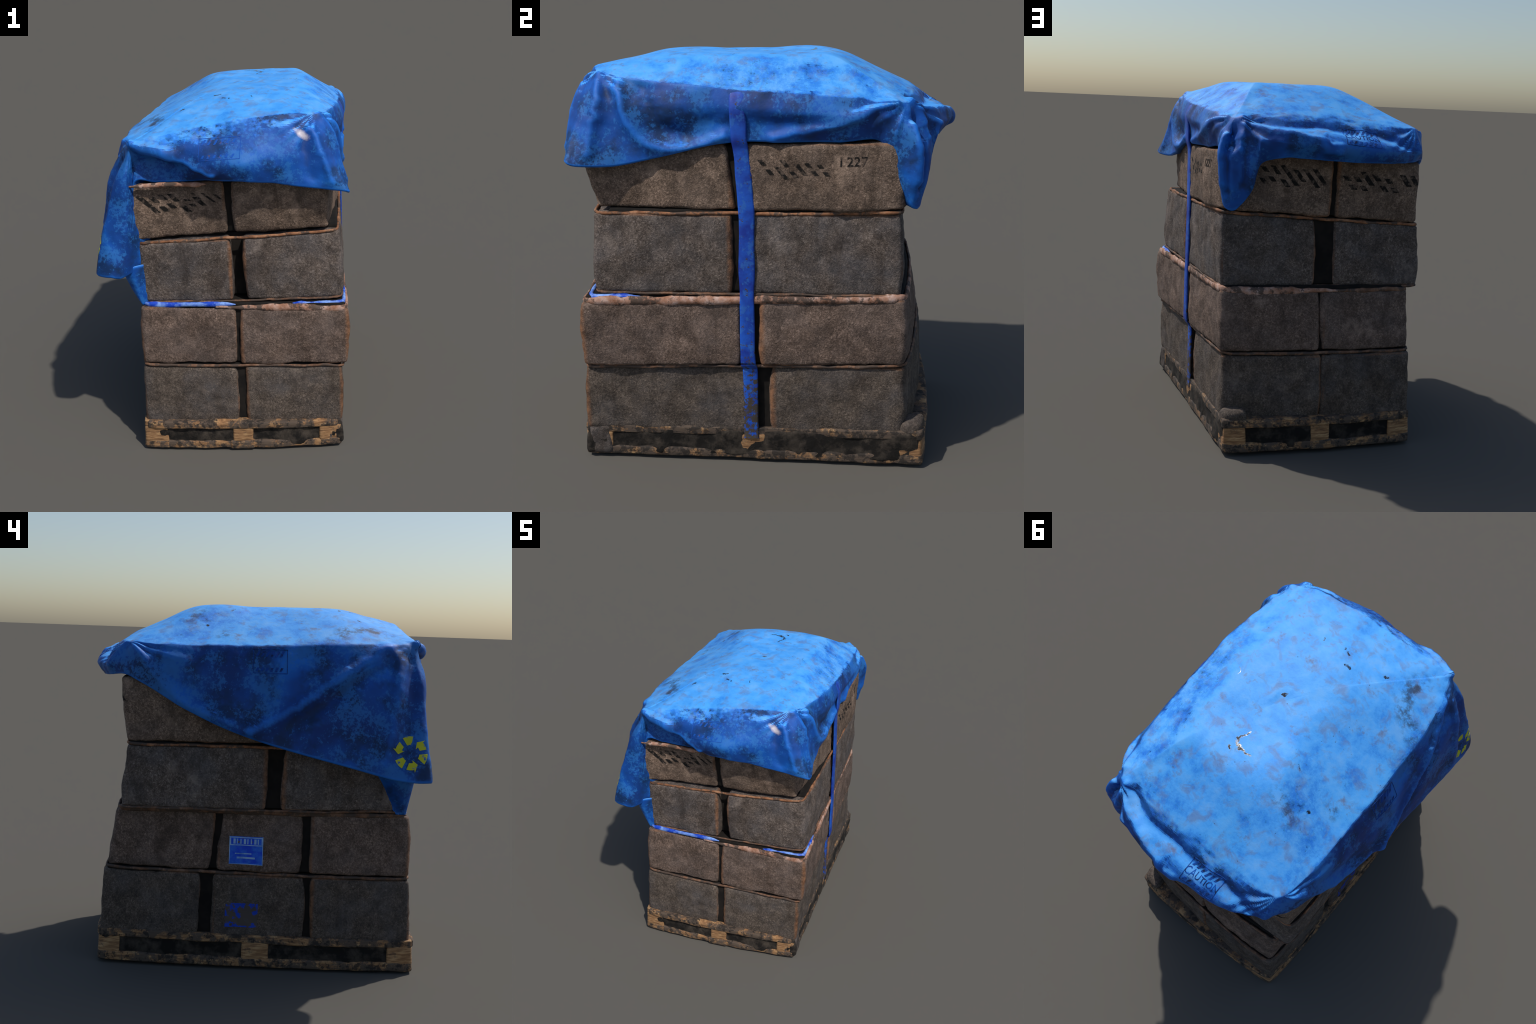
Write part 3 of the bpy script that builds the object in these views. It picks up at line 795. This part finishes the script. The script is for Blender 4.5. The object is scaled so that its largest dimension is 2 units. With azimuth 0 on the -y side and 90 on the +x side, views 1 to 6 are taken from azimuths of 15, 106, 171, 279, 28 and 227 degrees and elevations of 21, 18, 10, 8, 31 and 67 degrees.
def on_face(name, polys, tier, side, f, h, mat, parent=root, lift=.0018):
    i, j = FACE[side]
    return lay(name, polys, face_point(tier, side, f, h), dirs(tier, i, j), UP, tier, mat, parent, lift)

# slanted hazard bars stencilled on the top boxes
def hatch(n, w, h, gap, slant, seed, drop=.3):
    r = random.Random(seed); out = []
    for i in range(n):
        y0 = r.uniform(0, h * .35)
        y1 = h * r.uniform(.65, 1)
        x = i * gap
        cut = r.random()
        if cut < drop:
            ym = (y0 + y1) / 2
            out.append(bar(x + slant * y0 / h, y0, w, (ym - y0) * .7, slant * (ym - y0) * .7 / h))
            out.append(bar(x + slant * (ym + .01) / h, ym + .01, w, y1 - ym - .01, slant * (y1 - ym - .01) / h))
        else:
            out.append(bar(x + slant * y0 / h, y0, w, y1 - y0, slant * (y1 - y0) / h))
    return out
on_face("stencil_bar", hatch(6, .030, .115, .056, -.11, 1, .5), 'T4', 'front', .12, .46, M_ink)
on_face("stencil_bar", hatch(3, .016, .06, .055, -.07, 2), 'T4', 'front', .37, .62, M_ink)
on_face("stencil_bar", hatch(7, .028, .115, .058, -.095, 3, .45), 'T4', 'back', .19, .46, M_ink)
on_face("stencil_bar", hatch(5, .034, .12, .062, -.10, 4, .45), 'T4', 'back', .645, .46, M_ink)
on_face("stencil_bar", hatch(2, .034, .09, .060, -.07, 5), 'T4', 'back', .945, .54, M_ink)
on_face("stencil_bar", hatch(6, .022, .105, .050, -.085, 6, .6), 'T4', 'right', .61, .46, M_ink)
on_face("stencil_lettering", text_polys("I 227", .062), 'T4', 'right', .855, .68, M_ink)

# printed caution panels on the cover
def panel(origin, ux, uy, w, h, mat, words):
    polys = []
    t = .003
    polys += [bar(-w / 2, -h / 2, w, t), bar(-w / 2, h / 2 - t, w, t), bar(-w / 2, -h / 2, t, h), bar(w / 2 - t, -h / 2, t, h)]
    k = 6
    for i in range(k):
        x = -w / 2 + .012 + i * (w - .03) / k
        polys.append(bar(x, h * .18, .012, h * .24, .016))
        polys.append(bar(x, -h * .42, .012, h * .16, .010))
    lay("caution_print", polys, origin, ux, uy, 'tarp', mat, root, .0016)
    if words:
        lay("caution_lettering", [[(x, y - h * .12) for x, y in p] for p in text_polys(words, h * .36)], origin, ux, uy, 'tarp', mat, root, .0016)
dB = dirs('T4', 2, 3); dF = dirs('T4', 0, 1); dL = dirs('T4', 3, 0)
panel((-.295, .86, 1.72), dB, Vector((-.03, -.55, 1)), .20, .125, M_ink_tarp, "CAUTION")
panel((.10, -.87, 1.80), dF, Vector((0, .35, 1)), .22, .12, M_ink_brown, None)
panel((-.66, -.12, 1.70), dL, UP, .18, .125, M_ink_faint, None)

# ring of six yellow paint marks on the long flap
def arrow_ring(r0, r1):
    """three chasing arrows, each broken into a head and a tail"""
    arc = lambda a0, a1, r, n=6: [(r * math.cos(math.radians(a)), r * math.sin(math.radians(a))) for a in np.linspace(a0, a1, n)]
    out = []
    for k in range(3):
        o = 200 + 120 * k
        rm = (r0 + r1) / 2
        out.append(arc(o + 4, o + 40, r1) + arc(o + 36, o + 8, r0))                                  # tail
        out.append(arc(o + 56, o + 84, r1 - .004) + arc(o + 84, o + 84, r1 + .010, 1) + arc(o + 104, o + 104, rm, 1) + arc(o + 84, o + 84, r0 - .010, 1) + arc(o + 84, o + 60, r0 + .004))   # head
    return out
for p in arrow_ring(.044, .088):
    lay("yellow_mark", [p], (-.615, -.866, 1.252), (.10, -.995, 0), UP, 'tarp', M_yellow, root, .0018)

# labels on the left side
for tier, f, h, w, hh, mat in (('T2', .452, .36, .185, .155, M_label), ('T1', .452, .38, .18, .135, M_label_worn)):
    lab = on_face("paper_label", [bar(-w / 2, -hh / 2, w, hh)], tier, 'left', f, h, mat, root, .0015)
    strip = [bar(-w / 2 + .004, hh / 2 - .050, w - .008, .005), bar(-w / 2 + .004, hh / 2 - .008, w - .008, .005), bar(-w / 2 + .004, hh / 2 - .05, .005, .045), bar(w / 2 - .009, hh / 2 - .05, .005, .045)]
    strip += [bar(-w / 2 + .022 + .019 * i, hh / 2 - .041, .006 + .006 * (i % 3 == 0), .028) for i in range(8)]
    if tier == 'T2':
        strip += [bar(-w / 2, -hh / 2, w, .004), bar(-w / 2, -hh / 2, .004, hh), bar(w / 2 - .004, -hh / 2, .004, hh), bar(-.05, -.045, .10, .010), bar(-.06, -.020, .09, .006)]
    on_face("label_print", strip, tier, 'left', f, h, M_label_pale if tier == 'T2' else M_label_worn, lab or root, .0028)
